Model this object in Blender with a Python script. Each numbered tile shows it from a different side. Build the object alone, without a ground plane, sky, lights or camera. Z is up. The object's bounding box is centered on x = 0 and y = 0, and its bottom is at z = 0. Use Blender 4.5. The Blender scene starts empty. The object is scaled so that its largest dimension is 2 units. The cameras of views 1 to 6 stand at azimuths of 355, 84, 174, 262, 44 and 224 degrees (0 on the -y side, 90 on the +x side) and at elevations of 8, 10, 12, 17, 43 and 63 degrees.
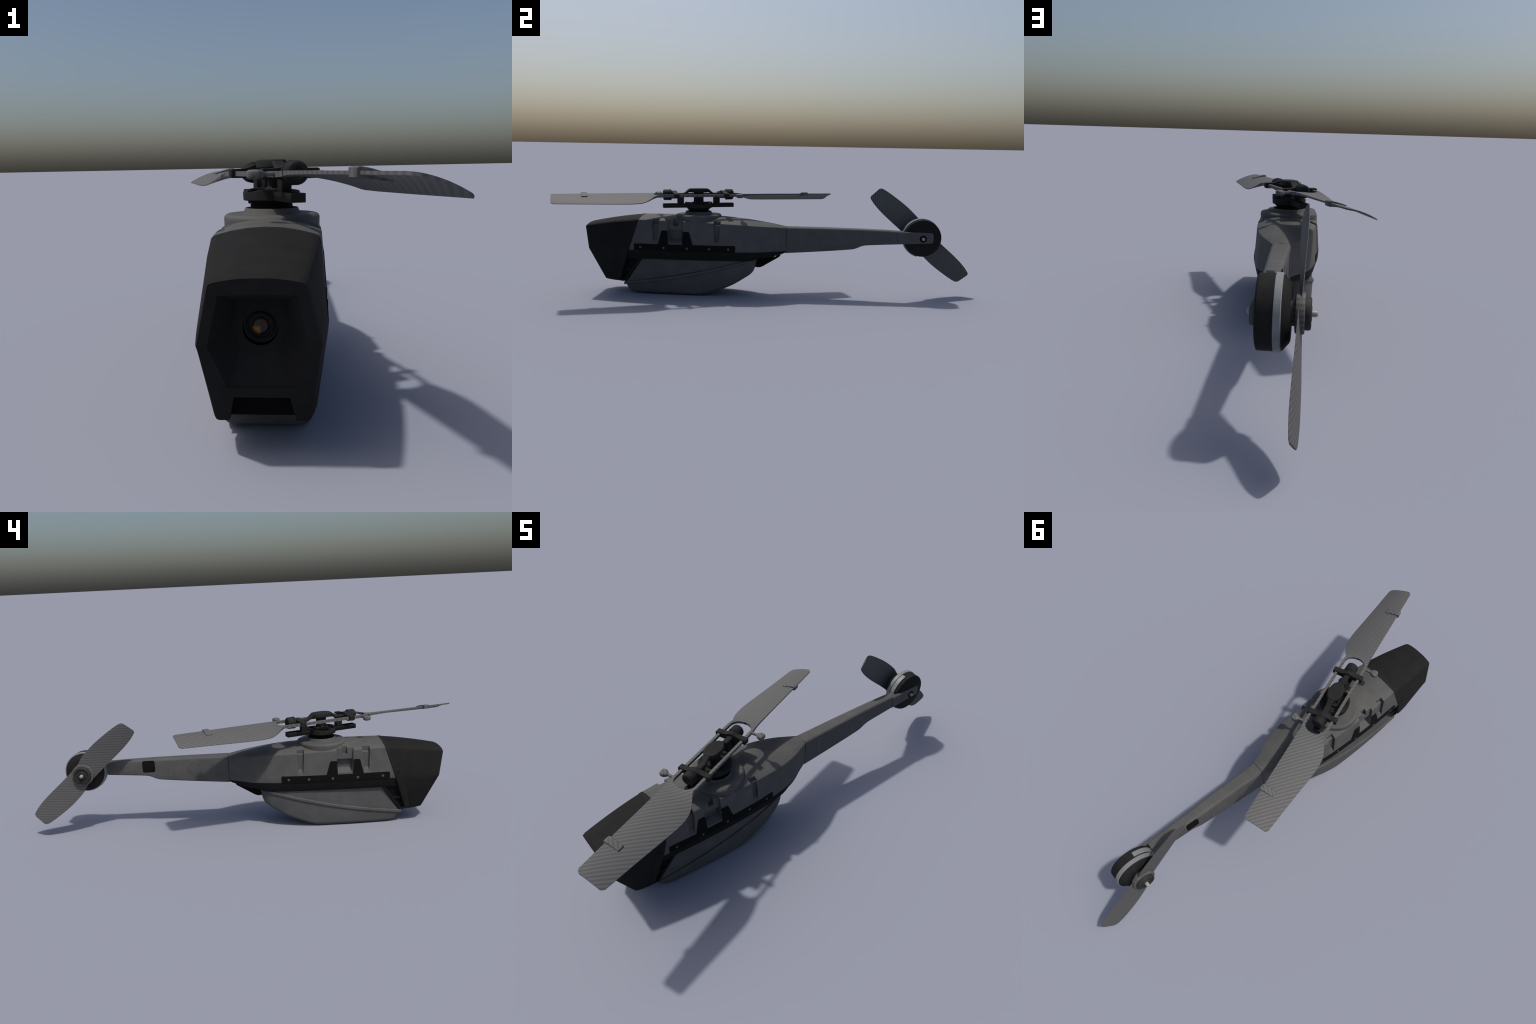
# Pocket reconnaissance helicopter drone: long grey fuselage, black camera nose,
# battery pod, two-blade rotor with open hub, tail boom with side motor and propeller.
import bpy, bmesh, math
from math import sin, cos, pi, radians, sqrt
from mathutils import Vector, Matrix
from mathutils.bvhtree import BVHTree

# --------------------------------------------------------------------------
# Frame: local x = across, local y = along the fuselage (nose at -y), z = up.
# The local origin stands under the rotor mast.
# --------------------------------------------------------------------------
YAW = radians(-8.95)            # fuselage heading in the world
ROTOR_TURN = radians(21.55)     # rotor turned against the fuselage
MAST = (-0.0035, -0.329, 0.0)

# ------------------------------------------------------------------ materials
def new_mat(name):
    m = bpy.data.materials.new(name)
    m.use_nodes = True
    nt = m.node_tree
    b = nt.nodes["Principled BSDF"]
    return m, nt, b

def mottled(name, col, rough=0.6, var=0.10, scale=22.0, bump=0.05, spec=0.12, grain=160.0):
    m, nt, b = new_mat(name)
    tc = nt.nodes.new("ShaderNodeTexCoord")
    n1 = nt.nodes.new("ShaderNodeTexNoise")
    n1.inputs["Scale"].default_value = scale
    n1.inputs["Detail"].default_value = 5.0
    n1.inputs["Roughness"].default_value = 0.62
    nt.links.new(tc.outputs["Object"], n1.inputs["Vector"])
    ramp = nt.nodes.new("ShaderNodeValToRGB")
    e = ramp.color_ramp.elements
    e[0].position, e[1].position = 0.30, 0.72
    e[0].color = tuple(c * (1 - var) for c in col) + (1,)
    e[1].color = tuple(c * (1 + var) for c in col) + (1,)
    nt.links.new(n1.outputs["Fac"], ramp.inputs["Fac"])
    nt.links.new(ramp.outputs["Color"], b.inputs["Base Color"])
    b.inputs["Roughness"].default_value = rough
    b.inputs["Specular IOR Level"].default_value = spec
    if bump > 0:
        n2 = nt.nodes.new("ShaderNodeTexNoise")
        n2.inputs["Scale"].default_value = grain
        n2.inputs["Detail"].default_value = 3.0
        nt.links.new(tc.outputs["Object"], n2.inputs["Vector"])
        bp = nt.nodes.new("ShaderNodeBump")
        bp.inputs["Strength"].default_value = bump
        bp.inputs["Distance"].default_value = 0.002
        nt.links.new(n2.outputs["Fac"], bp.inputs["Height"])
        nt.links.new(bp.outputs["Normal"], b.inputs["Normal"])
    return m

def carbon(name, axis_deg, plane, period, light, dark):
    """Woven stripes: a soft wave running across direction axis_deg in the given plane."""
    m, nt, b = new_mat(name)
    tc = nt.nodes.new("ShaderNodeTexCoord")
    dot = nt.nodes.new("ShaderNodeVectorMath")
    dot.operation = 'DOT_PRODUCT'
    a = radians(axis_deg)
    k = 2 * pi / period
    d = (cos(a), sin(a), 0) if plane == 'xy' else (0, cos(a), sin(a))
    dot.inputs[1].default_value = tuple(k * c for c in d)
    nt.links.new(tc.outputs["Object"], dot.inputs[0])
    sn = nt.nodes.new("ShaderNodeMath")
    sn.operation = 'SINE'
    nt.links.new(dot.outputs["Value"], sn.inputs[0])
    mr = nt.nodes.new("ShaderNodeMapRange")
    mr.inputs["From Min"].default_value = -1.0
    mr.inputs["From Max"].default_value = 1.0
    nt.links.new(sn.outputs[0], mr.inputs["Value"])
    ramp = nt.nodes.new("ShaderNodeValToRGB")
    e = ramp.color_ramp.elements
    e[0].position, e[1].position = 0.1, 0.9
    e[0].color = tuple(dark) + (1,)
    e[1].color = tuple(light) + (1,)
    nt.links.new(mr.outputs["Result"], ramp.inputs["Fac"])
    nt.links.new(ramp.outputs["Color"], b.inputs["Base Color"])
    b.inputs["Roughness"].default_value = 0.6
    b.inputs["Specular IOR Level"].default_value = 0.15
    return m

GREY = mottled("grey_plastic", (0.0865, 0.0865, 0.0850), 0.62, 0.13, 20.0)
POD_GREY = mottled("pod_grey_plastic", (0.0825, 0.0828, 0.0818), 0.62, 0.13, 16.0)
RIB_GREY = mottled("rib_grey_plastic", (0.098, 0.096, 0.093), 0.62, 0.08, 20.0)
NOSE = mottled("matt_black_nose", (0.0165, 0.0165, 0.0162), 0.75, 0.12, 26.0, 0.05, 0.06)
NOSE_PANEL = mottled("nose_panel_black", (0.0185, 0.0185, 0.0182), 0.75, 0.08, 26.0, 0.05, 0.06)
BLACK = mottled("black_plastic", (0.0130, 0.0130, 0.0127), 0.7, 0.12, 22.0, 0.05, 0.06)
STRIP = mottled("black_strip", (0.0070, 0.0070, 0.0070), 0.7, 0.12, 22.0, 0.02, 0.05)
HUB = mottled("hub_black", (0.0200, 0.0200, 0.0195), 0.65, 0.15, 30.0, 0.05, 0.08)
CAVITY = mottled("cavity_black", (0.004, 0.004, 0.004), 0.8, 0.1, 22.0, 0.0, 0.1)
RIVET = mottled("rivet_grey", (0.078, 0.078, 0.077), 0.65, 0.05, 40.0, 0.0)
METAL = mottled("bare_metal", (0.190, 0.200, 0.204), 0.5, 0.14, 60.0, 0.05, 0.35)
PIN = mottled("pin_metal", (0.26, 0.262, 0.26), 0.45, 0.10, 60.0, 0.0, 0.4)
RUBBER = mottled("rubber_black", (0.030, 0.030, 0.029), 0.6, 0.10, 40.0, 0.0)
MOTOR = mottled("motor_black", (0.0185, 0.0183, 0.0180), 0.7, 0.12, 30.0, 0.05, 0.06)
CARBON = carbon("carbon_blade", 51 + 90, 'xy', 0.0134, (0.1200, 0.1200, 0.1185), (0.0870, 0.0868, 0.0858))
CARBON_B = carbon("carbon_clip", 45, 'xy', 0.0140, (0.1200, 0.1200, 0.1185), (0.0870, 0.0868, 0.0858))
CARBON_TL = carbon("carbon_propeller_outer", 91, 'yz', 0.0118, (0.1120, 0.1120, 0.1110), (0.0810, 0.0808, 0.0800))
CARBON_TR = carbon("carbon_propeller_inner", 2, 'yz', 0.0100, (0.1120, 0.1120, 0.1110), (0.0810, 0.0808, 0.0800))

# ------------------------------------------------------------------- helpers
def interp(tab, t):
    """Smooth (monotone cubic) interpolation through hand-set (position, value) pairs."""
    n = len(tab)
    if t <= tab[0][0]: return tab[0][1]
    if t >= tab[-1][0]: return tab[-1][1]
    xs = [p[0] for p in tab]; ys = [p[1] for p in tab]
    h = [xs[i + 1] - xs[i] for i in range(n - 1)]
    d = [(ys[i + 1] - ys[i]) / h[i] for i in range(n - 1)]
    m = [d[0]] + [0.0] * (n - 2) + [d[-1]]
    for i in range(1, n - 1):
        m[i] = 0.0 if d[i - 1] * d[i] <= 0 else 2 * d[i - 1] * d[i] / (d[i - 1] + d[i])
    i = 0
    while t > xs[i + 1]: i += 1
    u = (t - xs[i]) / h[i]
    return (ys[i] * (1 + 2 * u) * (1 - u) ** 2 + h[i] * m[i] * u * (1 - u) ** 2
            + ys[i + 1] * u * u * (3 - 2 * u) + h[i] * m[i + 1] * u * u * (u - 1))

def lin(tab, t):
    if t <= tab[0][0]: return tab[0][1]
    for (a, va), (b, vb) in zip(tab, tab[1:]):
        if t <= b: return va + (vb - va) * (t - a) / (b - a)
    return tab[-1][1]

def frange(a, b, n): return [a + (b - a) * i / n for i in range(n + 1)]

def mesh_from(verts, faces, mats=None, face_mats=None, name="part"):
    me = bpy.data.meshes.new(name)
    me.from_pydata([tuple(v) for v in verts], [], faces)
    for m in (mats or []): me.materials.append(m)
    if face_mats:
        for p, i in zip(me.polygons, face_mats): p.material_index = i
    bm = bmesh.new(); bm.from_mesh(me)
    bmesh.ops.remove_doubles(bm, verts=bm.verts, dist=1e-6)
    bmesh.ops.recalc_face_normals(bm, faces=bm.faces)
    bm.to_mesh(me); bm.free(); me.update()
    return me

def make(name, me, parent, smooth=32, bevel=0.0, bevel_angle=35, segs=2, turn=0.0, kind=None):
    ob = bpy.data.objects.new(name, me)
    bpy.context.scene.collection.objects.link(ob)
    if bevel > 0:
        md = ob.modifiers.new("bevel", 'BEVEL')
        md.width = bevel; md.segments = segs; md.limit_method = 'ANGLE'
        md.angle_limit = radians(bevel_angle); md.use_clamp_overlap = True
        bake(ob)
    shade(ob.data, smooth)
    ob.parent = parent
    ob.rotation_euler[2] = turn
    if kind: ob["kind"] = kind
    return ob

def bake(ob):
    dg = bpy.context.evaluated_depsgraph_get()
    me = bpy.data.meshes.new_from_object(ob.evaluated_get(dg))
    ob.modifiers.clear()
    old = ob.data
    ob.data = me
    if old.users == 0: bpy.data.meshes.remove(old)

def shade(me, angle):
    for p in me.polygons: p.use_smooth = True
    bm = bmesh.new(); bm.from_mesh(me)
    lim = radians(angle)
    for e in bm.edges:
        e.smooth = not (len(e.link_faces) == 2 and e.calc_face_angle(0) > lim)
    bm.to_mesh(me); bm.free()

def loft(rings, caps=True, closed=True):
    n = len(rings[0]); V = [p for r in rings for p in r]; F = []
    for i in range(len(rings) - 1):
        for j in range(n if closed else n - 1):
            k = (j + 1) % n
            F.append((i * n + j, i * n + k, (i + 1) * n + k, (i + 1) * n + j))
    if caps:
        F.append(tuple(range(n)))
        F.append(tuple((len(rings) - 1) * n + j for j in range(n)))
    return V, F

def mirror_ring(half):
    """half: points from the top centre line to the bottom centre line on +x."""
    return half + [(-p[0], p[1], p[2]) for p in reversed(half) if abs(p[0]) > 1e-7]

def strip_caps(n_half):
    """Quads that join left and right points of a mirrored ring (first/last on the centre line)."""
    n = 2 * n_half - 2
    F = []
    for j in range(n_half - 1):
        a, b = j, j + 1
        ma, mb = (n - a) % n, (n - b) % n
        f = [a, b] + ([mb] if mb != b else []) + ([ma] if ma != a else [])
        F.append(tuple(f))
    return F

def lathe(profile, axis='z', seg=48, centre=(0, 0, 0), caps=True):
    """profile: (position along the axis, radius)."""
    rings = []
    for a, r in profile:
        ring = []
        for i in range(seg):
            t = 2 * pi * i / seg
            p = (r * cos(t), r * sin(t), a) if axis == 'z' else \
                ((a, r * cos(t), r * sin(t)) if axis == 'x' else (r * sin(t), a, r * cos(t)))
            ring.append(tuple(p[k] + centre[k] for k in range(3)))
        rings.append(ring)
    return loft(rings, caps)

def box(x0, x1, y0, y1, z0, z1):
    V = [(x, y, z) for x in (x0, x1) for y in (y0, y1) for z in (z0, z1)]
    F = [(0, 1, 3, 2), (4, 6, 7, 5), (0, 4, 5, 1), (2, 3, 7, 6), (0, 2, 6, 4), (1, 5, 7, 3)]
    return V, F

def join(*parts):
    V, F = [], []
    for v, f in parts:
        o = len(V); V += list(v); F += [tuple(i + o for i in q) for q in f]
    return V, F

def hexa(q0, q1):
    """Solid between two 4-point (or n-point) loops."""
    return loft([q0, q1])

def cut(ob, solids, mat=None):
    """Boolean difference with a list of (verts, faces) solids."""
    tmp = []
    for V, F in solids:
        me = mesh_from(V, F, [mat or ob.data.materials[0]], name="cutter")
        c = bpy.data.objects.new("cutter", me)
        bpy.context.scene.collection.objects.link(c)
        c.parent = ob
        md = ob.modifiers.new("cut", 'BOOLEAN')
        md.operation = 'DIFFERENCE'; md.solver = 'EXACT'; md.object = c
        try: md.material_mode = 'TRANSFER'
        except Exception: pass
        tmp.append(c)
    bake(ob)
    for c in tmp:
        me = c.data; bpy.data.objects.remove(c); bpy.data.meshes.remove(me)

def tree_of(me):
    bm = bmesh.new(); bm.from_mesh(me)
    t = BVHTree.FromBMesh(bm); bm.free()
    return t

def side_x(tree, y, z, side):
    hit = tree.ray_cast(Vector((side * 0.6, y, z)), Vector((-side, 0, 0)))
    return hit[0].x if hit[0] is not None else side * 0.05

def drape(tree, side, lo, hi, nu, nv, out, sink=0.004):
    """Plate lying on a body side: lo(u), hi(u) give (y, z) of its lower and upper edges."""
    top, bot = [], []
    for i in range(nu + 1):
        u = i / nu
        a, b = lo(u), hi(u)
        for j in range(nv + 1):
            v = j / nv
            y = a[0] + (b[0] - a[0]) * v; z = a[1] + (b[1] - a[1]) * v
            x = side_x(tree, y, z, side)
            top.append((x + side * out, y, z)); bot.append((x - side * sink, y, z))
    n = nv + 1; V = top + bot; o = len(top); F = []
    for i in range(nu):
        for j in range(nv):
            q = (i * n + j, i * n + j + 1, (i + 1) * n + j + 1, (i + 1) * n + j)
            F.append(q); F.append(tuple(o + k for k in reversed(q)))
    rim = [i * n for i in range(nu + 1)] + [nu * n + j for j in range(1, n)] + \
          [i * n + nv for i in range(nu - 1, -1, -1)] + [j for j in range(nv - 1, 0, -1)]
    for a, b in zip(rim, rim[1:] + rim[:1]): F.append((a, b, o + b, o + a))
    return V, F

# ------------------------------------------------------------------ the thing
root = bpy.data.objects.new("helicopter_drone", None)
root.empty_display_size = 0.2
bpy.context.scene.collection.objects.link(root)
root.location = MAST
root.rotation_euler[2] = YAW
root["label"] = "small dark grey helicopter drone with black camera nose"
root["category"] = "drone"

# ------------------------------------------------------------------- fuselage
W_LOW = [(-.330, .1120), (-.262, .1148), (-.147, .1210), (-.035, .1235), (.071, .1225), (.160, .1178),
         (.195, .1140), (.236, .1090), (.267, .1035), (.299, .0965), (.325, .0885), (.357, .0710), (.389, .0525), (.430, .0330)]
W_SH = [(-.272, .1020), (-.205, .1085), (-.10, .1120), (.0, .1130), (.09, .1120), (.124, .1105), (.179, .1068),
        (.228, .1015), (.284, .0905), (.340, .0735), (.383, .0540), (.430, .0315)]
Z_SH = [(-.272, .3610), (-.20, .3600), (.0, .3555), (.10, .3515), (.20, .3465), (.28, .3410), (.356, .3350), (.430, .3280)]
Z_CR = [(-.262, .3780), (-.19, .3795), (.0, .3800), (.11, .3760), (.24, .3640), (.29, .3570), (.37, .3450), (.430, .3340)]
Z_SIDE = 0.217

def seam(z): return -.318 + .322 * (z - .217)      # slanted joint of nose and fuselage

def shear(y, z):
    w = min(1.0, max(0.0, (-.08 - y) / .238))
    return y + .322 * (z - .217) * w

def body_half(y):
    pts = []
    zc, zs, ws, wl = interp(Z_CR, y), interp(Z_SH, y), interp(W_SH, y), interp(W_LOW, y)
    for u in (0, .2, .4, .6, .78, .90, .955):
        pts.append((ws * u, zs + (zc - zs) * (1 - u * u)))
    a = pts[-1]; c = (ws, zs); f = .035
    b = (ws + (wl - ws) * f, zs + (Z_SIDE - zs) * f)
    for t in (.2, .4, .6, .8):
        pts.append(tuple((1 - t) ** 2 * a[k] + 2 * t * (1 - t) * c[k] + t * t * b[k] for k in (0, 1)))
    pts.append(b)
    pts.append((ws + (wl - ws) * .075, zs + (Z_SIDE - zs) * .075))
    for f in (.3, .55, .8, .97): pts.append((ws + (wl - ws) * f, zs + (Z_SIDE - zs) * f))
    pts.append((wl - .0015, Z_SIDE)); pts.append((wl * .5, Z_SIDE)); pts.append((0, Z_SIDE))
    return pts

def body_ring(y0):
    half = []
    n = len(body_half(0))
    for k in range(n):
        z = body_half(y0)[k][1]
        y = shear(y0, z)
        x, z = body_half(y)[k]
        half.append((x, y, z))
    half[0] = (0, half[0][1], half[0][2]); half[-1] = (0, half[-1][1], half[-1][2])
    return mirror_ring(half)

ys = frange(-.318, -.08, 10) + frange(-.06, .22, 12) + frange(.24, .430, 12)
V, F = loft([body_ring(y) for y in ys], caps=False)
nh = len(body_half(0)); nr = 2 * nh - 2
F += strip_caps(nh) + [tuple(i + (len(ys) - 1) * nr for i in f) for f in strip_caps(nh)]
body_me = mesh_from(V, F, [GREY], name="fuselage")
body_tree = tree_of(body_me)
fuselage = make("fuselage", body_me, root)

cutters = []
for s in (-1, 1):
    def quad(x, y0, y1, z0, z1, z2=None): return [(s * x, y0, z0), (s * x, y1, z0), (s * x, y1, z1), (s * x, y0, z1)]
    for ya, yb, yc, yd in ((-.203, -.170, -.2005, -.178), (.089, .122, .094, .117)):
        # vent slot: a shallow lower floor and a deeper upper pocket, narrowing downward
        lowf = [(s * .1030, yc, .2745), (s * .1030, yd, .2745), (s * .0990, yb - .0005, .342), (s * .0990, ya + .0005, .342)]
        cutters.append(hexa(lowf, [(s * .150, y, z) for _, y, z in lowf]))
        sill = [(s * .1205, yc, .2505), (s * .1205, yd, .2505), (s * .1028, yd, .2760), (s * .1028, yc, .2760)]
        cutters.append(hexa(sill, [(s * .150, y, z) for _, y, z in sill]))
        upf = [(s * .0885, ya, .3450), (s * .0885, yb, .3450), (s * .0875, yb, .42), (s * .0875, ya, .42)]
        upo = [(s * .150, ya, .3230), (s * .150, yb, .3230), (s * .150, yb, .42), (s * .150, ya, .42)]
        cutters.append(hexa(upf, upo))
    # latch recess: stepped floor, small square pocket, deep window with a sloping sill
    cutters.append(hexa([(s * .1050, -.1285, .300), (s * .1050, -.0565, .300), (s * .0955, -.0545, .40), (s * .0955, -.1315, .40)],
                        [(s * .150, -.1285, .300), (s * .150, -.0565, .300), (s * .150, -.0545, .40), (s * .150, -.1315, .40)]))
    cutters.append(hexa([(s * .085, -.104, .336), (s * .085, -.080, .336), (s * .085, -.080, .41), (s * .085, -.104, .41)],
                        [(s * .140, -.104, .336), (s * .140, -.080, .336), (s * .140, -.080, .41), (s * .140, -.104, .41)]))
    cutters.append(hexa([(s * .0880, -.1160, .2730), (s * .0880, -.0590, .2730), (s * .0880, -.0575, .3155), (s * .0880, -.1280, .3155)],
                        [(s * .135, -.1260, .246), (s * .135, -.0590, .246), (s * .135, -.0575, .3155), (s * .135, -.1280, .3155)]))
cut(fuselage, cutters)
shade(fuselage.data, 32)

# black belly below the side walls
def belly_half(y):
    wl = interp(W_LOW, y)
    front = min(1.0, max(0.0, (-.27 - y) / .05))
    rear = min(1.0, max(0.0, (y - .27) / .03))
    wb = wl * (.905 - .035 * rear)
    zb = .172
    zr = lin([(.27, .183), (.36, .1885), (.42, .2035), (.430, .2085)], y)
    zb = zb + (zr - zb) * rear
    z1 = .1805 + (min(zr + .004, .2135) - .1805) * rear
    wf = wb - .004
    return [(0, .228), (wl - .006, .228), (wl - .0016, .2162), (wl - .004, .2155 - .010 * (1 - .6 * rear)), (wb, z1),
            (wf, zb + .001), (wf - .005, zb), (0, zb)]

def belly_ring(y0):
    half = []
    for k in range(8):
        z = belly_half(y0)[k][1]
        y = shear(y0, z) + .0008
        x, z = belly_half(y)[k]
        half.append((x, y, z))
    return mirror_ring(half)

ys = frange(-.318, -.25, 8) + frange(-.22, .25, 12) + frange(.262, .429, 12)
V, F = loft([belly_ring(y) for y in ys], caps=False)
F += strip_caps(8) + [tuple(i + (len(ys) - 1) * 14 for i in f) for f in strip_caps(8)]
belly = make("belly", mesh_from(V, F, [BLACK], name="belly"), root)
# dark frame between nose and pod: slanted bar with two sunk triangular panels
def frame_w(z): return .0850 + (z - .056) * .1150
frame = [(-.3150, .2000), (-.2570, .2000), (-.2590, .1760), (-.3010, .1180), (-.3440, .0580), (-.3670, .0560), (-.3480, .1200)]
V, F = loft([[(sg * frame_w(z), y, z) for y, z in frame] for sg in (-1, 1)])
frame_ob = make("nose_frame", mesh_from(V, F, [BLACK], name="nose_frame"), belly, 30)
cutters = []
for s in (-1, 1):
    for poly in ([(-.2740, .1775), (-.3400, .1775), (-.3600, .1240), (-.3115, .1240)], [(-.3205, .1120), (-.3600, .1120), (-.3700, .0680), (-.3510, .0680)]):
        cutters.append(hexa([(s * (frame_w(z) - .006), y, z) for y, z in poly], [(s * .15, y, z) for y, z in poly]))
cut(frame_ob, cutters, STRIP)
shade(frame_ob.data, 30)
shade(belly.data, 30)

# black side strip with two tapered lugs, and its round rivets
for s in (-1, 1):
    def ease(u, lo, hi, r=.012):
        e = min(u, 1 - u)
        return (lo, hi)
    parts = []
    y0, y1 = -.2930, .1930
    def lo(u):
        y = y0 + (y1 - y0) * u; e = min(y - y0, y1 - y)
        return (y, .2171 + max(0, .0035 - e))
    def hi(u):
        y = y0 + (y1 - y0) * u; e = min(y - y0, y1 - y)
        return (y, .2480 - max(0, .0035 - e))
    V, F = drape(body_tree, s, lo, hi, 140, 3, .0016)
    parts.append((V, F))
    for (a, b, c, d, zt) in ((-.1755, -.1260, -.1590, -.1300, .3140), (-.0590, -.0080, -.0570, -.0255, .3095)):
        def lo(u, a=a, b=b): return (a + (b - a) * u, .2470)
        def hi(u, c=c, d=d, zt=zt):
            y = c + (d - c) * u; e = min(u, 1 - u) * (d - c)
            return (y, zt - max(0, .003 - e))
        parts.append(drape(body_tree, s, lo, hi, 12, 6, .0015))
    V, F = join(*parts)
    st = make("side_strip", mesh_from(V, F, [STRIP], name="side_strip"), root, 30)
    for y in (-.261, -.148, -.036, .070, .160):
        x = side_x(body_tree, y, .231, s)
        V, F = lathe([(-.003, .0058), (.0018, .0058), (.0020, .0054)], 'x', 20)
        if s < 0: V = [(-v[0], v[1], v[2]) for v in V]
        V = [(v[0] + x, v[1] + y, v[2] + .231) for v in V]
        make("rivet", mesh_from(V, F, [RIVET], name="rivet"), root, 40)

# ------------------------------------------------------------------- nose cap
# control points top centre -> bottom centre: rear ring, front ring, mid bulge
def nose_half(s):
    R = [(0, .378), (.034, .3763), (.066, .3710), (.090, .3650), (.0985, .3622), (.1028, .3580), (.1045, .350), (.1125, .240), (.1130, .217), (.1115, .200), (.0895, .066), (.086, .0600), (.080, .0575), (0, .0570)]
    Fr = [(0, .3340), (.028, .3335), (.050, .3305), (.065, .3270), (.0708, .3250), (.0745, .3215), (.0762, .3150), (.0965, .226), (.0985, .2165), (.0965, .207), (.0805, .073), (.0785, .0675), (.074, .0655), (0, .0655)]
    B = [(0, .0045), (.001, .0045), (.002, .004), (.0028, .0035), (.003, .003), (.0035, .002), (.004, .001), (.0055, 0), (.0055, 0), (.0055, 0), (.004, 0), (.003, -.001), (.002, -.001), (0, -.001)]
    def face_y(z, x):
        y = lin([(.066, -.4445), (.217, -.5175), (.319, -.5372), (.345, -.5440)], z)
        return y
    out = []
    for (xr, zr), (xf, zf), (bx, bz) in zip(R, Fr, B):
        yr = seam(zr) - .0022; yf = face_y(zf, xf)
        b = 4 * s * (1 - s)
        x = xr + (xf - xr) * s + bx * b; z = zr + (zf - zr) * s + bz * b
        y = yr + (yf - yr) * s
        # rounded front rim, widest along the top edge
        top = max(0.0, min(1.0, (zf - .30) / .03))
        r = max(0.0, (s - .95) / .05)
        k = 1 - .013 * r * r
        x = x * k
        z = z - top * .0055 * r ** 1.6 + (0 if zf > .1 else .0015 * r * r)
        out.append((x, y, z))
    return out

ss = [0, .01, .2, .4, .6, .78, .9, .94, .95, .965, .98, .99, 1.0]
rings = []
for i, s in enumerate(ss):
    h = nose_half(s)
    if i == 0: h = [(x * .985, y, .217 + (z - .217) * .985) for x, y, z in h]
    rings.append(mirror_ring(h))
V, F = loft(rings, caps=False)
nh = 14; nr = 26
F += strip_caps(nh) + [tuple(i + (len(ss) - 1) * nr for i in f) for f in strip_caps(nh)]
nose_me = mesh_from(V, F, [NOSE, CAVITY], name="nose_cap")
nose_tree = tree_of(nose_me)
nose = make("nose_cap", nose_me, root)
rim = [(-.061, -.5365, .3020), (0, -.545, .3065), (.061, -.5365, .3020), (.0805, -.5165, .2165), (.0545, -.4770, .1375), (0, -.4770, .1375), (-.0545, -.4770, .1375), (-.0805, -.5165, .2165)]
BW = -.470
LENS_Z = .2345
back = [(-.0375, BW, .2785), (0, BW, .2800), (.0375, BW, .2785), (.0450, BW, .2365), (.0322, BW, .1985), (0, BW, .1985), (-.0322, BW, .1985), (-.0450, BW, .2365)]
outer = [(r[0] * 1.10, r[1] - .06, r[2] + (r[2] - .22) * .10) for r in rim]
cut(nose, [loft([back, rim, outer])])
V, F = loft([[(-.0465, y, .116), (.0465, y, .116), (.0640, y, .03), (-.0640, y, .03)] for y in (-.62, -.405)])
cut(nose, [(V, F)], CAVITY)
V, F = lathe([(-.480, .0290), (-.445, .0290)], 'y', 48, (0, 0, LENS_Z))
cut(nose, [(V, F)], CAVITY)
shade(nose.data, 28)

# slightly raised rim along the rear edge of the nose
rows = []
for sv, g in ((-.004, .002), (.004, .0055), (.040, .0050), (.052, .0005)):
    h = nose_half(sv)
    rows.append(mirror_ring([(x * (1 + g * 1.6), y, .217 + (z - .217) * (1 + g * 1.2)) for x, y, z in h]))
inner = [[(x * .97, y, .217 + (z - .217) * .97) for x, y, z in rows[k]] for k in (3, 0)]
V, F = loft(rows + inner + rows[:1], caps=False)
make("nose_rim", mesh_from(V, F, [NOSE_PANEL], name="nose_rim"), root, 30)

# raised side panel with a screw on the nose
for s in (-1, 1):
    def lo(u): return (-.3475 - .045 * u + .004 * u * u, .0685 - .001 * u)
    def hi(u):
        y = -.2935 - .064 * u
        return (y, .2640 - .022 * max(0, (u - .45) / .55) ** 2.2 * 1.4 + .004 * (1 - u))
    V, F = drape(nose_tree, s, lo, hi, 14, 24, .0018)
    make("nose_panel", mesh_from(V, F, [NOSE_PANEL], name="nose_panel"), root, 30)
    y, z = -.3315, .2420
    x = side_x(nose_tree, y, z, s) + s * .0018
    parts = []
    for prof in ([(-.002, .0088), (.0008, .0088), (.0008, .0066), (-.0004, .0064)], [(-.002, .0032), (.0006, .0032), (.0008, .0026)]):
        V, F = lathe([(a * s, r) for a, r in prof], 'x', 24, (x, y, z))
        parts.append((V, F))
    V, F = join(*parts)
    make("screw", mesh_from(V, F, [BLACK], name="screw"), root, 30)

# added dark filler standing in for shade in the gap between nose and fuselage
def gap_filler_ring(dy):
    h = [(x * .972, seam(.217 + (z - .217) * .972) + dy, .217 + (z - .217) * .972) for x, y, z in nose_half(0)]
    return mirror_ring(h)
V, F = loft([gap_filler_ring(-.02), gap_filler_ring(.004)], caps=False)
F += strip_caps(14) + [tuple(i + 26 for i in f) for f in strip_caps(14)]
make("joint_gap_filler", mesh_from(V, F, [CAVITY], name="joint_gap_filler"), root)

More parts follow.
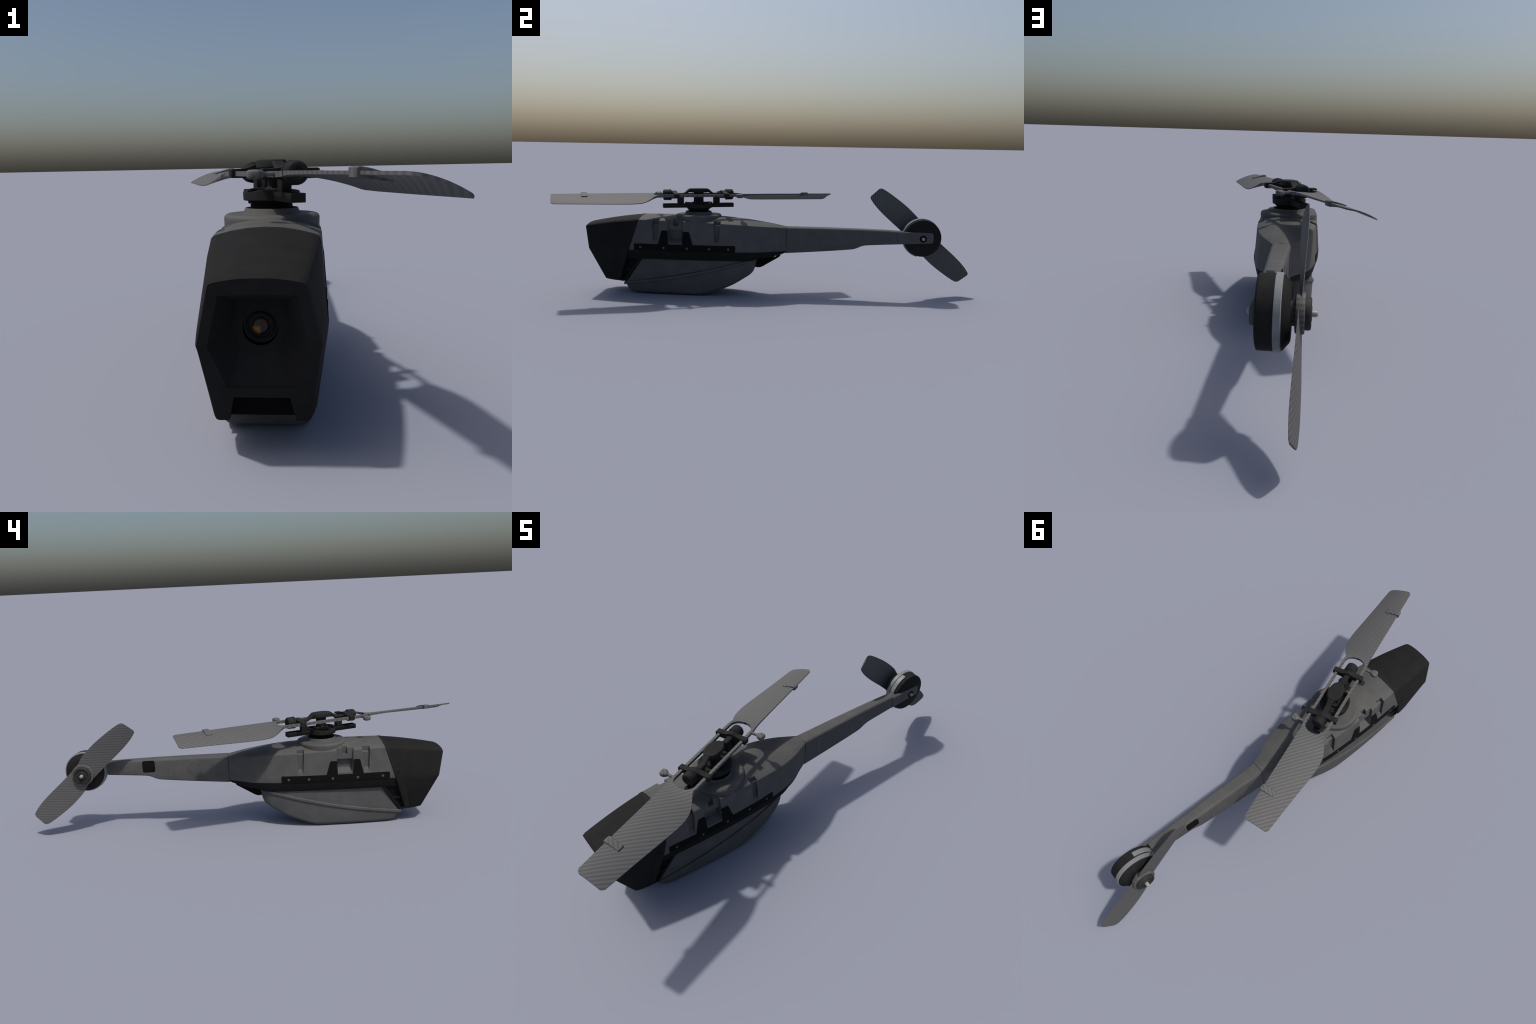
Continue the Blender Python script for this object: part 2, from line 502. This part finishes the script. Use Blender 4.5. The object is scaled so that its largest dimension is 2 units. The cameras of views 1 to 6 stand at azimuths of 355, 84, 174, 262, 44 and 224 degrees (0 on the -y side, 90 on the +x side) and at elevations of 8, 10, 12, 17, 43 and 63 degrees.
# camera: barrel rings and glass in the back wall of the nose recess
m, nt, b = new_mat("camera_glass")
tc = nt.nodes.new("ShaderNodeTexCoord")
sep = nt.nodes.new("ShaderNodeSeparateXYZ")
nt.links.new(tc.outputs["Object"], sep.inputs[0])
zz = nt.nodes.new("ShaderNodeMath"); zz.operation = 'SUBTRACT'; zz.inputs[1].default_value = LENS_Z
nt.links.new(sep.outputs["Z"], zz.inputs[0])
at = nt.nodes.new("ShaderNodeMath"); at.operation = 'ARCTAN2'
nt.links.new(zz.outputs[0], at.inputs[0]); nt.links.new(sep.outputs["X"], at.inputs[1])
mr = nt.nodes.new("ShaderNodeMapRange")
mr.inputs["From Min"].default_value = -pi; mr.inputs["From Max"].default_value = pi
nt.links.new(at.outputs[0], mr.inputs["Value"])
ramp = nt.nodes.new("ShaderNodeValToRGB")  # amber and dark sectors: a lens reflection painted into the glass colour
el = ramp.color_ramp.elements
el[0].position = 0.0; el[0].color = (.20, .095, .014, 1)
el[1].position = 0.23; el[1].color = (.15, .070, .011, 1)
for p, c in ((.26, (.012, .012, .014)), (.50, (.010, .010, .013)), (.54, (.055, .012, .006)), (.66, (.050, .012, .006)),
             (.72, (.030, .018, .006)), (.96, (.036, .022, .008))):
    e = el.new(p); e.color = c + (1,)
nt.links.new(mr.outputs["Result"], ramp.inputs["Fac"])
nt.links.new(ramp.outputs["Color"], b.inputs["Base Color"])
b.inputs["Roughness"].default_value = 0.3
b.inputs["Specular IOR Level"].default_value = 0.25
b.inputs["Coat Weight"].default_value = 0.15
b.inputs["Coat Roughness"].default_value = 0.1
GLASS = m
RING = mottled("lens_ring", (.040, .042, .042), .45, .05, 40, 0, .3)
TINT = mottled("coated_lens_barrel", (.004, .008, .006), .45, .25, 30, 0, .2)
LC = (0, 0, LENS_Z)
camera = make("camera", mesh_from(*lathe([(-.4690, .0290), (-.4480, .0290), (-.4480, .0284), (-.4575, .0275), (-.4560, .0230)], 'y', 48, LC, False), [TINT], name="camera"), root)
for r, y, th in ((.0208, -.4590, .0012), (.0145, -.4605, .0010)):
    prof = [(y - .002, r), (y - .003, r + th * .5), (y - .002, r + th), (y + .004, r + th), (y + .004, r)]
    V, F = lathe(prof + prof[:1], 'y', 48, LC, False)
    make("lens_ring", mesh_from(V, F, [RING], name="lens_ring"), camera, 40)
prof = [(-.4560, .0290), (-.4560, .0220), (-.4580, .0155)]
V, F = lathe(prof, 'y', 48, LC, False)
make("lens_barrel", mesh_from(V, F, [TINT], name="lens_barrel"), camera, 40)
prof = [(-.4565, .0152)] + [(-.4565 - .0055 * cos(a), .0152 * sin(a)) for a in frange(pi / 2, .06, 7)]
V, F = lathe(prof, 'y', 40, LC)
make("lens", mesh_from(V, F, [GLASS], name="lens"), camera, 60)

# ---------------------------------------------------------------- battery pod
POD_W = [(-.352, .0830), (-.30, .0890), (-.20, .0975), (-.08, .1035), (.05, .1055), (.13, .1030), (.19, .0970), (.235, .0870),
         (.262, .0760), (.278, .0640), (.2875, .0480), (.2905, .0300)]
POD_BOT = [(-.346, .046), (-.338, .030), (-.328, .010), (-.312, .0025), (-.285, .0), (.0, .0), (.03, .0014), (.06, .0075), (.10, .0205), (.178, .0525),
           (.235, .0860), (.262, .1030), (.276, .1180), (.2830, .1380), (.2905, .180)]
FLANGE_Z = [(-.352, .0475), (-.34, .0490), (-.174, .0730), (-.034, .0985), (.104, .1310), (.20, .1560), (.262, .1710), (.2905, .1830)]

def pod_half_section(y, w, z_top, z_bot, tuck):
    r = min(.017, (z_top - z_bot) * .45)
    pts = [(0, z_top), (w, z_top), (w - tuck * .4, z_bot + (z_top - z_bot) * .5)]
    for a in frange(0, pi / 2, 6): pts.append((w - tuck - r + r * cos(a), z_bot + r - r * sin(a)))
    pts.append((0, z_bot))
    return [(x, y, z) for x, z in pts]

# lower hull
ys = [-.346, -.342, -.336, -.328, -.320, -.310, -.295, -.27] + frange(-.23, .23, 22) + [.245, .258, .268, .276, .282, .2865, .2895]
rings = []
for y in ys:
    zf = interp(FLANGE_Z, y); zb = lin(POD_BOT, y) if y < -.28 else interp(POD_BOT, y)
    zb = min(zb, zf - .004)
    w = interp(POD_W, y)
    rings.append(mirror_ring(pod_half_section(y, w + .0010, zf, zb, .0045)))
V, F = loft(rings, caps=False)
n_ = len(rings[0]); nh = (n_ + 2) // 2
F += strip_caps(nh) + [tuple(i + (len(ys) - 1) * n_ for i in f) for f in strip_caps(nh)]
pod = make("battery_pod", mesh_from(V, F, [POD_GREY], name="battery_pod"), root, 35)

# upper half of the pod: slanted front, leaning slightly inward
rings = []
ys = frange(-.345, -.255, 8) + frange(-.23, .23, 20) + [.245, .258, .268, .276, .283]
for y in ys:
    zf = interp(FLANGE_Z, y)
    zt = min(.1815, .0500 + (y + .345) * 1.47)
    zt = max(zt, zf + .001)
    w = interp(POD_W, y)
    half = [(0, y, zt), (w - .006 - .01 * (zt - zf), y, zt), (w - .003 - .01 * (zt - zf), y, zt - .003), (w - .002, y, zf - .002), (0, y, zf - .002)]
    rings.append(mirror_ring(half))
V, F = loft(rings, caps=False)
F += strip_caps(5) + [tuple(i + (len(ys) - 1) * 8 for i in f) for f in strip_caps(5)]
make("pod_lid", mesh_from(V, F, [POD_GREY], name="pod_lid"), pod, 30)

# sloping flange round the pod
plan = [(interp(POD_W, y) + .0055, y) for y in ([-.352, -.33] + frange(-.30, .19, 22) + [.22, .24, .256, .268, .277])]
plan += [(.0620, .2855), (.0480, .2925), (.0250, .2965)]
loop = plan + [(-x, y) for x, y in reversed(plan)]
rows = []
for off, dz in ((-.003, -.0070), (0, -.0050), (0, .0045), (-.002, .0065)):
    rows.append([(x * (1 + off / max(abs(x), .02)), y, interp(FLANGE_Z, y) + dz) for x, y in loop])
V, F = loft(rows)
make("pod_flange", mesh_from(V, F, [POD_GREY], name="pod_flange"), pod, 40)

# keel fin behind the pod with an eyelet
def fin_loop(x): return [(x, y, z) for y, z in ((.270, .192), (.270, .1320), (.284, .1300), (.297, .1285), (.308, .1305), (.318, .1350), (.398, .1835), (.4035, .1905), (.404, .206), (.34, .206))]
V, F = loft([fin_loop(-.011), fin_loop(.011)])
fin = make("keel_fin", mesh_from(V, F, [STRIP], name="keel_fin"), root, 30)
cut(fin, [lathe([(-.05, .0085), (.05, .0085)], 'x', 24, (0, .3745, .1895))])
shade(fin.data, 30)

# ------------------------------------------------------------------ tail boom
def boom_ring(y):
    hw = lin([(.4318, .0325), (.76, .0262), (.90, .0235), (.99, .0215), (1.0, .0215)], y)
    cx = lin([(.4318, 0), (.85, 0), (.99, .0015)], y)
    zt = interp([(.4318, .3325), (.60, .3325), (.76, .3310), (.88, .3285), (.99, .3240)], y)
    zb = interp([(.4318, .2060), (.60, .2185), (.735, .2305), (.757, .2335), (.775, .2400), (.793, .2480), (.812, .2525), (.88, .2570), (.99, .2630)], y)
    r = min(.012, (zt - zb) * .3)
    pts = []
    for qx, qz, a0 in ((1, 1, 0), (-1, 1, pi / 2), (-1, -1, pi), (1, -1, 1.5 * pi)):
        rr = r if qz > 0 else r * .55
        for a in frange(a0, a0 + pi / 2, 5):
            pts.append((cx + qx * (hw - rr) + rr * cos(a), y, (zt - rr if qz > 0 else zb + rr) + rr * sin(a)))
    return pts
ys = frange(.4318, .72, 12) + frange(.735, .83, 14) + frange(.85, .99, 8)
V, F = loft([boom_ring(y) for y in ys])
boom_me = mesh_from(V, F, [GREY, STRIP], name="tail_boom")
boom_tree = tree_of(boom_me)
boom = make("tail_boom", boom_me, root, 35)
def rounded(x, y0, y1, z0, z1, r):
    return [(x, (y1 - r if c else y0 + r) + r * cos(a), (z1 - r if d else z0 + r) + r * sin(a))
            for c, d, a0 in ((1, 1, 0), (0, 1, pi / 2), (0, 0, pi), (1, 0, 1.5 * pi)) for a in frange(a0, a0 + pi / 2, 4)]
cutters = [loft([rounded(-.06, .7685, .8265, .2690, .3245, .009), rounded(-.0235, .7685, .8265, .2690, .3245, .009)])]
cut(boom, cutters, STRIP)
cutters = [box(-.06, .0165, .994, 1.4, .1, .5)]
shade(boom.data, 32)
V, F = loft([[(x * .97, y, .268 + (z - .268) * .975) for x, _, z in boom_ring(.4318)] for y in (.415, .45)])  # added near-black filler inside the boom joint, darkens its seam like shade
make("boom_gap_filler", mesh_from(V, F, [CAVITY], name="boom_gap_filler"), boom)
for s in (-1, 1):
    for y, z0, z1 in ((.499, .240, .318), (.697, .248, .319), (.900, .276, .314)):
        def lo(u, y=y, z0=z0): return (y - .004 + .008 * u, z0 + .002 * abs(2 * u - 1))
        def hi(u, y=y, z1=z1): return (y - .004 + .008 * u, z1 - .002 * abs(2 * u - 1))
        V, F = drape(boom_tree, s, lo, hi, 4, 8, .0014)
        make("boom_rib", mesh_from(V, F, [RIB_GREY], name="boom_rib"), boom, 30)
# round access cover on the left side
x = side_x(boom_tree, .587, .281, -1)
prof = [(x + .004, .0280), (x - .0008, .0280), (x - .0012, .0272), (x - .0004, .0260), (x - .0004, .0010)]
V, F = lathe(prof, 'x', 40, (0, .587, .281))
make("access_cover", mesh_from(V, F, [GREY], name="access_cover"), boom, 30)

# motor bracket: flat arm along the right face of the motor
arm = [(.965, .3235), (1.10, .3215), (1.122, .3215), (1.1300, .3180), (1.1330, .3100), (1.1330, .2820), (1.1300, .2740), (1.122, .2705), (1.0, .2645), (.965, .2635)]
V, F = loft([[(.0130, y, z) for y, z in arm], [(.0225, y, z) for y, z in arm], [(.0262, 1.03 + (y - 1.03) * .985, .2935 + (z - .2935) * .86) for y, z in arm]])
make("motor_bracket", mesh_from(V, F, [GREY], name="motor_bracket"), boom, 28)

# ------------------------------------------------------------------ tail motor
CY, CZ, RW = 1.084, .2920, .0895
C = (0, CY, CZ)
V, F = lathe([(.0180, .020), (.0175, .045), (.0135, .0780), (.0110, .0865), (.0080, RW - .001), (-.0290, RW - .0005), (-.0295, .05)], 'x', 72, C)
motor = make("tail_motor", mesh_from(V, F, [MOTOR], name="tail_motor"), root, 30)
V, F = lathe([(-.0285, .05), (-.0285, RW + .0005), (-.0300, RW + .0020), (-.0445, RW + .0020), (-.0465, RW), (-.0470, .05)], 'x', 72, C)
make("motor_ring", mesh_from(V, F, [METAL], name="motor_ring"), motor, 30)
V, F = lathe([(-.045, RW - .0015), (-.0500, RW - .004), (-.0640, .0690), (-.0660, .0640), (-.0655, .034), (-.060, .030)], 'x', 72, C)
make("motor_face", mesh_from(V, F, [MOTOR], name="motor_face"), motor, 30)
rows = []
for i in range(41):
    a = radians(103 + (257 - 103) * i / 40)
    rows.append([(x, CY + r * cos(a), CZ + r * sin(a)) for x, r in ((-.0245, RW - .004), (-.0245, RW + .0035), (-.0235, RW + .0045), (-.0050, RW + .0045), (-.0040, RW + .0035), (-.0040, RW - .004))])
V, F = loft(rows)
make("motor_guard", mesh_from(V, F, [METAL], name="motor_guard"), motor, 30)
V, F = lathe([(.024, .0165), (.0285, .0165), (.0290, .0150), (.0270, .0125), (.0270, .004)], 'x', 32, C)
make("bearing_ring", mesh_from(V, F, [STRIP], name="bearing_ring"), motor, 30)
V, F = lathe([(.020, .0078), (.0335, .0078), (.0352, .0066), (.0362, .0040)], 'x', 24, C)
make("axle_pin", mesh_from(V, F, [PIN], name="axle_pin"), motor, 40)
V, F = lathe([(-.10, .0078), (-.1220, .0078), (-.1250, .0062), (-.1268, .0035)], 'x', 24, C)
make("axle_pin", mesh_from(V, F, [PIN], name="axle_pin"), motor, 40)

# tail propeller
V, F = lathe([(-.062, .030), (-.0735, .030), (-.0745, .0430), (-.0765, .0470), (-.0785, .0480), (-.0930, .0485), (-.0955, .0478), (-.0970, .0455), (-.0975, .010)], 'x', 56, C)
prop = make("propeller_hub", mesh_from(V, F, [carbon("carbon_hub", 100, 'yz', .0125, (.120, .117, .112), (.082, .080, .077))], name="propeller_hub"), root, 32)
V, F = lathe([(-.095, .0385), (-.1070, .0390), (-.1105, .0370), (-.1120, .0330), (-.1110, .0290), (-.1075, .0275), (-.1075, .0200), (-.1110, .0190), (-.1130, .0165), (-.1120, .0120), (-.1080, .0110), (-.1070, .004)], 'x', 48, C)
make("rubber_cap", mesh_from(V, F, [RUBBER], name="rubber_cap"), prop, 40)

ANG = math.atan2(.2075, -.223)
EDGE_A = [(0.0, .0450), (.023, .0480), (.060, .0572), (.0955, .0592), (.130, .0595), (.165, .0577), (.230, .0502), (.265, .0445), (.289, .0390), (.298, .0342), (.3042, .0270)]
EDGE_B = [(0.0, -.0450), (.027, -.0455), (.090, -.0457), (.146, -.0475), (.200, -.0488), (.234, -.0480), (.268, -.0450), (.289, -.0410), (.305, -.0360), (.3096, -.0295)]
def tail_blade():
    V, F, FM = [], [], []
    nv = 10; sts = [i / 30 for i in range(31)]
    for s in sts:
        for side in (1, -1):
            for j in range(nv + 1):
                v = j / nv
                # edges are followed by arc position so that tip corners stay crisp
                ra = lin([(0, 0), (.9, .289), (.96, .298), (1, .3042)], s); ca = interp(EDGE_A, ra)
                rb = lin([(0, 0), (.9, .289), (.97, .305), (1, .3096)], s); cb = interp(EDGE_B, rb)
                r = ra + (rb - ra) * v; c = ca + (cb - ca) * v
                k = .06 + .16 * min(1, r / .25)
                th = .0028 * (1 - (2 * v - 1) ** 4 * .75)
                if side < 0: th = -th
                x = -.0860 - k * c + th
                V.append((x, CY + r * cos(ANG) + c * sin(ANG), CZ + r * sin(ANG) - c * cos(ANG)))
    n = 2 * (nv + 1)
    for i in range(len(sts) - 1):
        for off, mi in ((0, 1), (nv + 1, 0)):
            for j in range(nv):
                a = i * n + off + j
                F.append((a, a + 1, a + 1 + n, a + n)); FM.append(mi)
        for j in (0, nv):
            a = i * n + j; b_ = i * n + nv + 1 + j
            F.append((a, b_, b_ + n, a + n)); FM.append(0)
    for i in (0, len(sts) - 1):
        for j in range(nv):
            a = i * n + j; b_ = a + nv + 1
            F.append((a, a + 1, b_ + 1, b_)); FM.append(0)
    return V, F, FM
V, F, FM = tail_blade()
me = bpy.data.meshes.new("propeller_blade")
me.from_pydata(V, [], F)
me.materials.append(CARBON_TL); me.materials.append(CARBON_TR)
for p, i in zip(me.polygons, FM): p.material_index = i
bm = bmesh.new(); bm.from_mesh(me); bmesh.ops.recalc_face_normals(bm, faces=bm.faces); bm.to_mesh(me); bm.free()
b1 = make("propeller_blade", me, prop, 40)
b2 = b1.copy()
bpy.context.scene.collection.objects.link(b2)
# the second blade is the first one turned half a revolution about the axle
b2.matrix_basis = Matrix.Translation(C) @ Matrix.Rotation(pi, 4, 'X') @ Matrix.Translation(Vector(C) * -1)

# ------------------------------------------------------------------ rotor head
# ring seat on the fuselage top and the collar on it
V, F = lathe([(.340, .1105), (.3700, .1112), (.3745, .1115), (.3780, .1110), (.3815, .1092), (.3840, .1062), (.3853, .1025), (.3857, .0990), (.3857, .0960), (.3855, .0720), (.3855, .0672), (.3870, .0662), (.3880, .0658), (.3965, .0622), (.3980, .0615), (.3985, .0605), (.3960, .0590), (.380, .057)], 'z', 72)
make("rotor_seat", mesh_from(V, F, [GREY], name="rotor_seat"), root, 35)
V, F = lathe([(.380, .0585), (.3930, .0585), (.3930, .0440), (.3990, .0440), (.4000, .0490), (.4065, .0490), (.4070, .0470), (.4085, .0470), (.4090, .0545), (.4170, .0545), (.4175, .030)], 'z', 56)
make("mast_bellows", mesh_from(V, F, [STRIP], name="mast_bellows"), root, 30)

T = ROTOR_TURN
# swash ring: scalloped rim, higher where the two arms leave it
seg = 72; rings = []
def rim_z(t): return .4345 + .0085 * abs(sin(t)) ** 1.5
for r, zf in ((.0480, lambda t: .4150), (.0640, lambda t: .4160), (.0655, lambda t: .4180), (.0660, lambda t: rim_z(t) - .001), (.0640, rim_z), (.0560, lambda t: rim_z(t) - .0015), (.0540, lambda t: .4290), (.020, lambda t: .4290)):
    rings.append([(r * cos(2 * pi * i / seg), r * sin(2 * pi * i / seg), zf(2 * pi * i / seg)) for i in range(seg)])
V, F = loft(rings)
swash = make("swash_ring", mesh_from(V, F, [HUB], name="swash_ring"), root, 32, turn=T)
def sub(name, VF, mat, parent, smooth=32, bevel=0.0, spin=0.0, bangle=35):
    ob = make(name, mesh_from(VF[0], VF[1], [mat], name=name), parent, smooth, bevel, bangle)
    ob.rotation_euler[2] = spin
    return ob
for spin in (0, pi):
    arm_ob = sub("swash_arm", box(-.0160, .0160, -.1720, -.0560, .4170, .4365), HUB, swash, 32, 0, spin)
    cut(arm_ob, [box(-.0105, .0105, -.1660, -.1080, .4260, .45)], STRIP)
    sub("link_post", box(-.0120, .0120, -.1030, -.0735, .4340, .4740), HUB, swash, 32, .0025, spin)
# mast
V, F = lathe([(.425, .034), (.4400, .034), (.4430, .032), (.4440, .0225), (.4470, .0200), (.500, .0195)], 'z', 40)
mast = sub("mast", (V, F), HUB, root, 32)
for i in range(6):
    a = i * pi / 3 + .3
    V, F = box(-.004, .004, -.0235, -.016, .444, .492)
    ob = sub("mast_rib", (V, F), HUB, mast, 32, .001, a)

# head yoke: oval cap and two cranked arms
def oval(z, sx, sy, n=48):
    out = []
    for i in range(n):
        t = 2 * pi * i / n
        c, s_ = cos(t), sin(t)
        out.append((sx * math.copysign(abs(c) ** .82, c), sy * math.copysign(abs(s_) ** .82, s_), z))
    return out
cap = loft([oval(.4900, .0290, .0440), oval(.4905, .0310, .0470), oval(.5045, .0315, .0475), oval(.5072, .0300, .0460), oval(.5080, .0270, .0430), oval(.5068, .0130, .0210)])
yoke = make("head_yoke", mesh_from(cap[0], cap[1], [HUB], name="head_yoke"), root, 35, turn=T)
for spin in (0, pi):
    prof = [(-.030, .4925, .0155), (-.040, .4930, .0150), (-.050, .4900, .0140), (-.066, .4780, .0120), (-.075, .4750, .0115), (-.120, .4750, .0115), (-.140, .4760, .0115)]
    tops = [.5070, .5070, .5040, .4900, .4865, .4865, .4865]
    rows = []
    for (y, z0, hw), z1 in zip(prof, tops):
        b_ = .003
        rows.append([(hw, y, z0 + b_), (hw, y, z1 - b_), (hw - b_, y, z1), (-hw + b_, y, z1), (-hw, y, z1 - b_), (-hw, y, z0 + b_), (-hw + b_, y, z0), (hw - b_, y, z0)])
    sub("yoke_arm", loft(rows), HUB, yoke, 32, 0, spin)
    # strap that holds both rods, humped over the spindle
    rows = []
    for i in range(33):
        x = -.0665 + .133 * i / 32
        hump = math.exp(-(x / .021) ** 2)
        end = max(0.0, (abs(x) - .040) / .0265)
        zt = .4885 + .0095 * hump; zb = .4660 - .006 * hump
        yy = .004 * math.tanh(x / .02) * 1.0
        e = .0025 if i in (0, 32) else 0
        w = .0118
        rows.append([(x, -.121 + yy - w, zb + .001 + e), (x, -.121 + yy - w, zt - .001 - e), (x, -.121 + yy - w + .001, zt - e), (x, -.121 + yy + w - .001, zt - e), (x, -.121 + yy + w, zt - .001 - e), (x, -.121 + yy + w, zb + .001 + e), (x, -.121 + yy + w - .001, zb + e), (x, -.121 + yy - w + .001, zb + e)])
    sub("rod_strap", loft(rows), HUB, yoke, 35, 0, spin)
    prof = [(-.110, .016), (-.1300, .0180), (-.1340, .0250), (-.1360, .0265), (-.1410, .0265), (-.1420, .0246), (-.1450, .0246), (-.1460, .0258), (-.1500, .0258), (-.1630, .0256), (-.1665, .0250), (-.1690, .0234), (-.1705, .0210), (-.1710, .0185), (-.1710, .0125), (-.1695, .0105), (-.1680, .0090), (-.1690, .0060), (-.1690, .001)]
    V, F = lathe(prof, 'y', 40, (0, 0, .4785))
    sub("bearing_barrel", (V, F), HUB, yoke, 35, 0, spin)

# ---------------------------------------------------------------- rotor blades
LEAD = [(-.690, -.0500), (-.60, -.0510), (-.30, -.0508), (-.24, -.0510), (-.205, -.0525), (-.190, -.0548), (-.165, -.0560)]
TRAIL = [(-.690, .0500), (-.62, .0582), (-.55, .0660), (-.50, .0722), (-.45, .0785), (-.40, .0850), (-.36, .0897), (-.325, .0920), (-.305, .0915), (-.275, .0870), (-.252, .0785), (-.206, .0525), (-.190, .0550), (-.165, .0560)]
ZL = [(-.68, .4800), (-.35, .4805), (-.24, .4795), (-.20, .4770), (-.165, .4765)]
ZT = [(-.68, .4455), (-.35, .4440), (-.29, .4455), (-.255, .4540), (-.225, .4680), (-.205, .4750), (-.165, .4765)]
THK = [(-.68, .0050), (-.35, .0066), (-.24, .0085), (-.205, .0115), (-.165, .0125)]
def trail(y): return lin(TRAIL, y) if y > -.33 else interp(TRAIL, y)
def blade_z(x, y):
    l, t = interp(LEAD, y), trail(y)
    v = (x - l) / (t - l)
    camber = .0055 * min(1.0, max(0.0, (-.20 - y) / .08))
    return interp(ZL, y) + (interp(ZT, y) - interp(ZL, y)) * v + camber * 4 * v * (1 - v), v
U_C, U_D, U_W = -.1780, .0390, .0450        # open end of the fork: centre, depth, half width
def u_inner(y):
    d = (U_C - y) / U_D
    return U_W * max(0.0, 1 - d ** 2.2) ** (1 / 2.2) if d > 0 else U_W
def panel(rows):
    """rows: list of lists of (x, y) across the blade; builds a closed shell."""
    n = len(rows[0]); V, F = [], []
    for row in rows:
        for sgn in (1, -1):
            for x, y in row:
                z, v = blade_z(x, y)
                th = interp(THK, y) * .5
                flat = min(1.0, max(0.0, (-.20 - y) / .06))
                th *= 1 - flat * .55 * min(1, max(0.0, v)) ** 2.5
                V.append((x, y, z + sgn * th))
    m_ = 2 * n
    for i in range(len(rows) - 1):
        for j in range(n - 1):
            a = i * m_ + j
            F.append((a, a + 1, a + 1 + m_, a + m_)); a += n
            F.append((a, a + m_, a + 1 + m_, a + 1))
        for j in (0, n - 1):
            a = i * m_ + j
            F.append((a, a + m_, a + m_ + n, a + n))
    for i in (0, len(rows) - 1):
        for j in range(n - 1):
            a = i * m_ + j
            F.append((a, a + 1, a + 1 + n, a + n))
    return V, F
def rotor_blade_mesh():
    nv = 18; rows = []
    tip_l, tip_t = -.6800, -.6800
    sts = [0, .004, .010, .018, .030, .05] + frange(.08, 1.0, 34)
    for s in sts:
        row = []
        for j in range(nv + 1):
            v = j / nv
            ytip = tip_l + (tip_t - tip_l) * v
            ycut = U_C - U_D
            y = ytip + (ycut - ytip) * s
            # rounded tip corners
            e = min(v, 1 - v) / .13
            corner = .013 * max(0.0, 1 - e) ** 2 * (1 - min(1, s / .05)) ** 1.0
            y += corner
            l, t = interp(LEAD, max(y, -.660)), trail(max(y, -.666))
            row.append((l + (t - l) * v, y))
        rows.append(row)
    shell = panel(rows)
    # the two fork arms round the open end, then straight rods to the middle
    arms = []
    for sgn in (-1, 1):
        rr = []
        for y in [U_C - U_D * cos(a_) ** (2 / 2.2) for a_ in frange(0.0, pi / 2, 14)[:-1]] + [U_C, -.166]:
            o = interp(LEAD, y) if sgn < 0 else trail(y)
            i_ = sgn * u_inner(y)
            rr.append([(o + (i_ - o) * k / 6, y) for k in range(7)])
        arms.append(panel(rr))
        V = [(sgn * x, y, .4765 + dz) for y in (-.166, 0.0) for x, dz in ((.0450, -.00600), (.0560, -.00600), (.0560, .00600), (.0450, .00600))]
        arms.append((V, [(0, 1, 5, 4), (1, 2, 6, 5), (2, 3, 7, 6), (3, 0, 4, 7)]))
    return join(shell, *arms)
V, F = rotor_blade_mesh()
me = mesh_from(V, F, [CARBON], name="rotor_blade")
blade1 = make("rotor_blade", me, root, 40, turn=T)
# clip that wraps the leading edge near the tip
def clip_mesh():
    rows = []
    for y in (-.5460, -.5445, -.5205, -.5190):
        e = .0012 if y in (-.5460, -.5190) else 0
        top, bot = [], []
        for x in (-.0575, -.056, -.050, -.040, -.027, -.012, .0040):
            z, v = blade_z(max(x, -.051), y)
            t_ = lin([(-.0575, .0075), (-.054, .0100), (-.040, .0095), (.0040, .0068)], x)
            b_ = lin([(-.0575, .0065), (-.054, .0105), (-.040, .0085), (.0040, .0050)], x)
            top.append((x + (e if x < -.055 else 0), y, z + t_ - e)); bot.append((x + (e if x < -.055 else 0), y, z - b_ + e))
        rows.append(top + bot[::-1])
    return loft(rows)
V, F = clip_mesh()
make("blade_clip", mesh_from(V, F, [CARBON_B], name="blade_clip"), blade1, 35)
# stub with a rounded balance weight on the leading rod
rows = []
def squircle(t, hy, hz, p=.55):
    c, q = cos(t), sin(t)
    return hy * math.copysign(abs(c) ** p, c), hz * math.copysign(abs(q) ** p, q)
for d, hy, hz in ((.0500, .0085, .0050), (.057, .0050, .0048), (.076, .0048, .0048), (.0785, .0055, .0058), (.0870, .0125, .0090), (.092, .0155, .0096), (.100, .0160, .0098), (.1065, .0150, .0094), (.1100, .0120, .0080), (.1118, .0070, .0050)):
    rows.append([(-d, -.1800 + squircle(2 * pi * i / 24, hy, hz)[0], .4770 + squircle(2 * pi * i / 24, hy, hz)[1]) for i in range(24)])
V, F = loft(rows)
make("balance_weight", mesh_from(V, F, [CARBON_B], name="balance_weight"), blade1, 45)

def copy_tree(ob, parent, spin):
    c = ob.copy()
    bpy.context.scene.collection.objects.link(c)
    c.parent = parent
    c.rotation_euler[2] = spin
    for ch in list(ob.children): copy_tree(ch, c, 0.0)
    return c
copy_tree(blade1, root, T + pi)

bpy.context.view_layer.update()
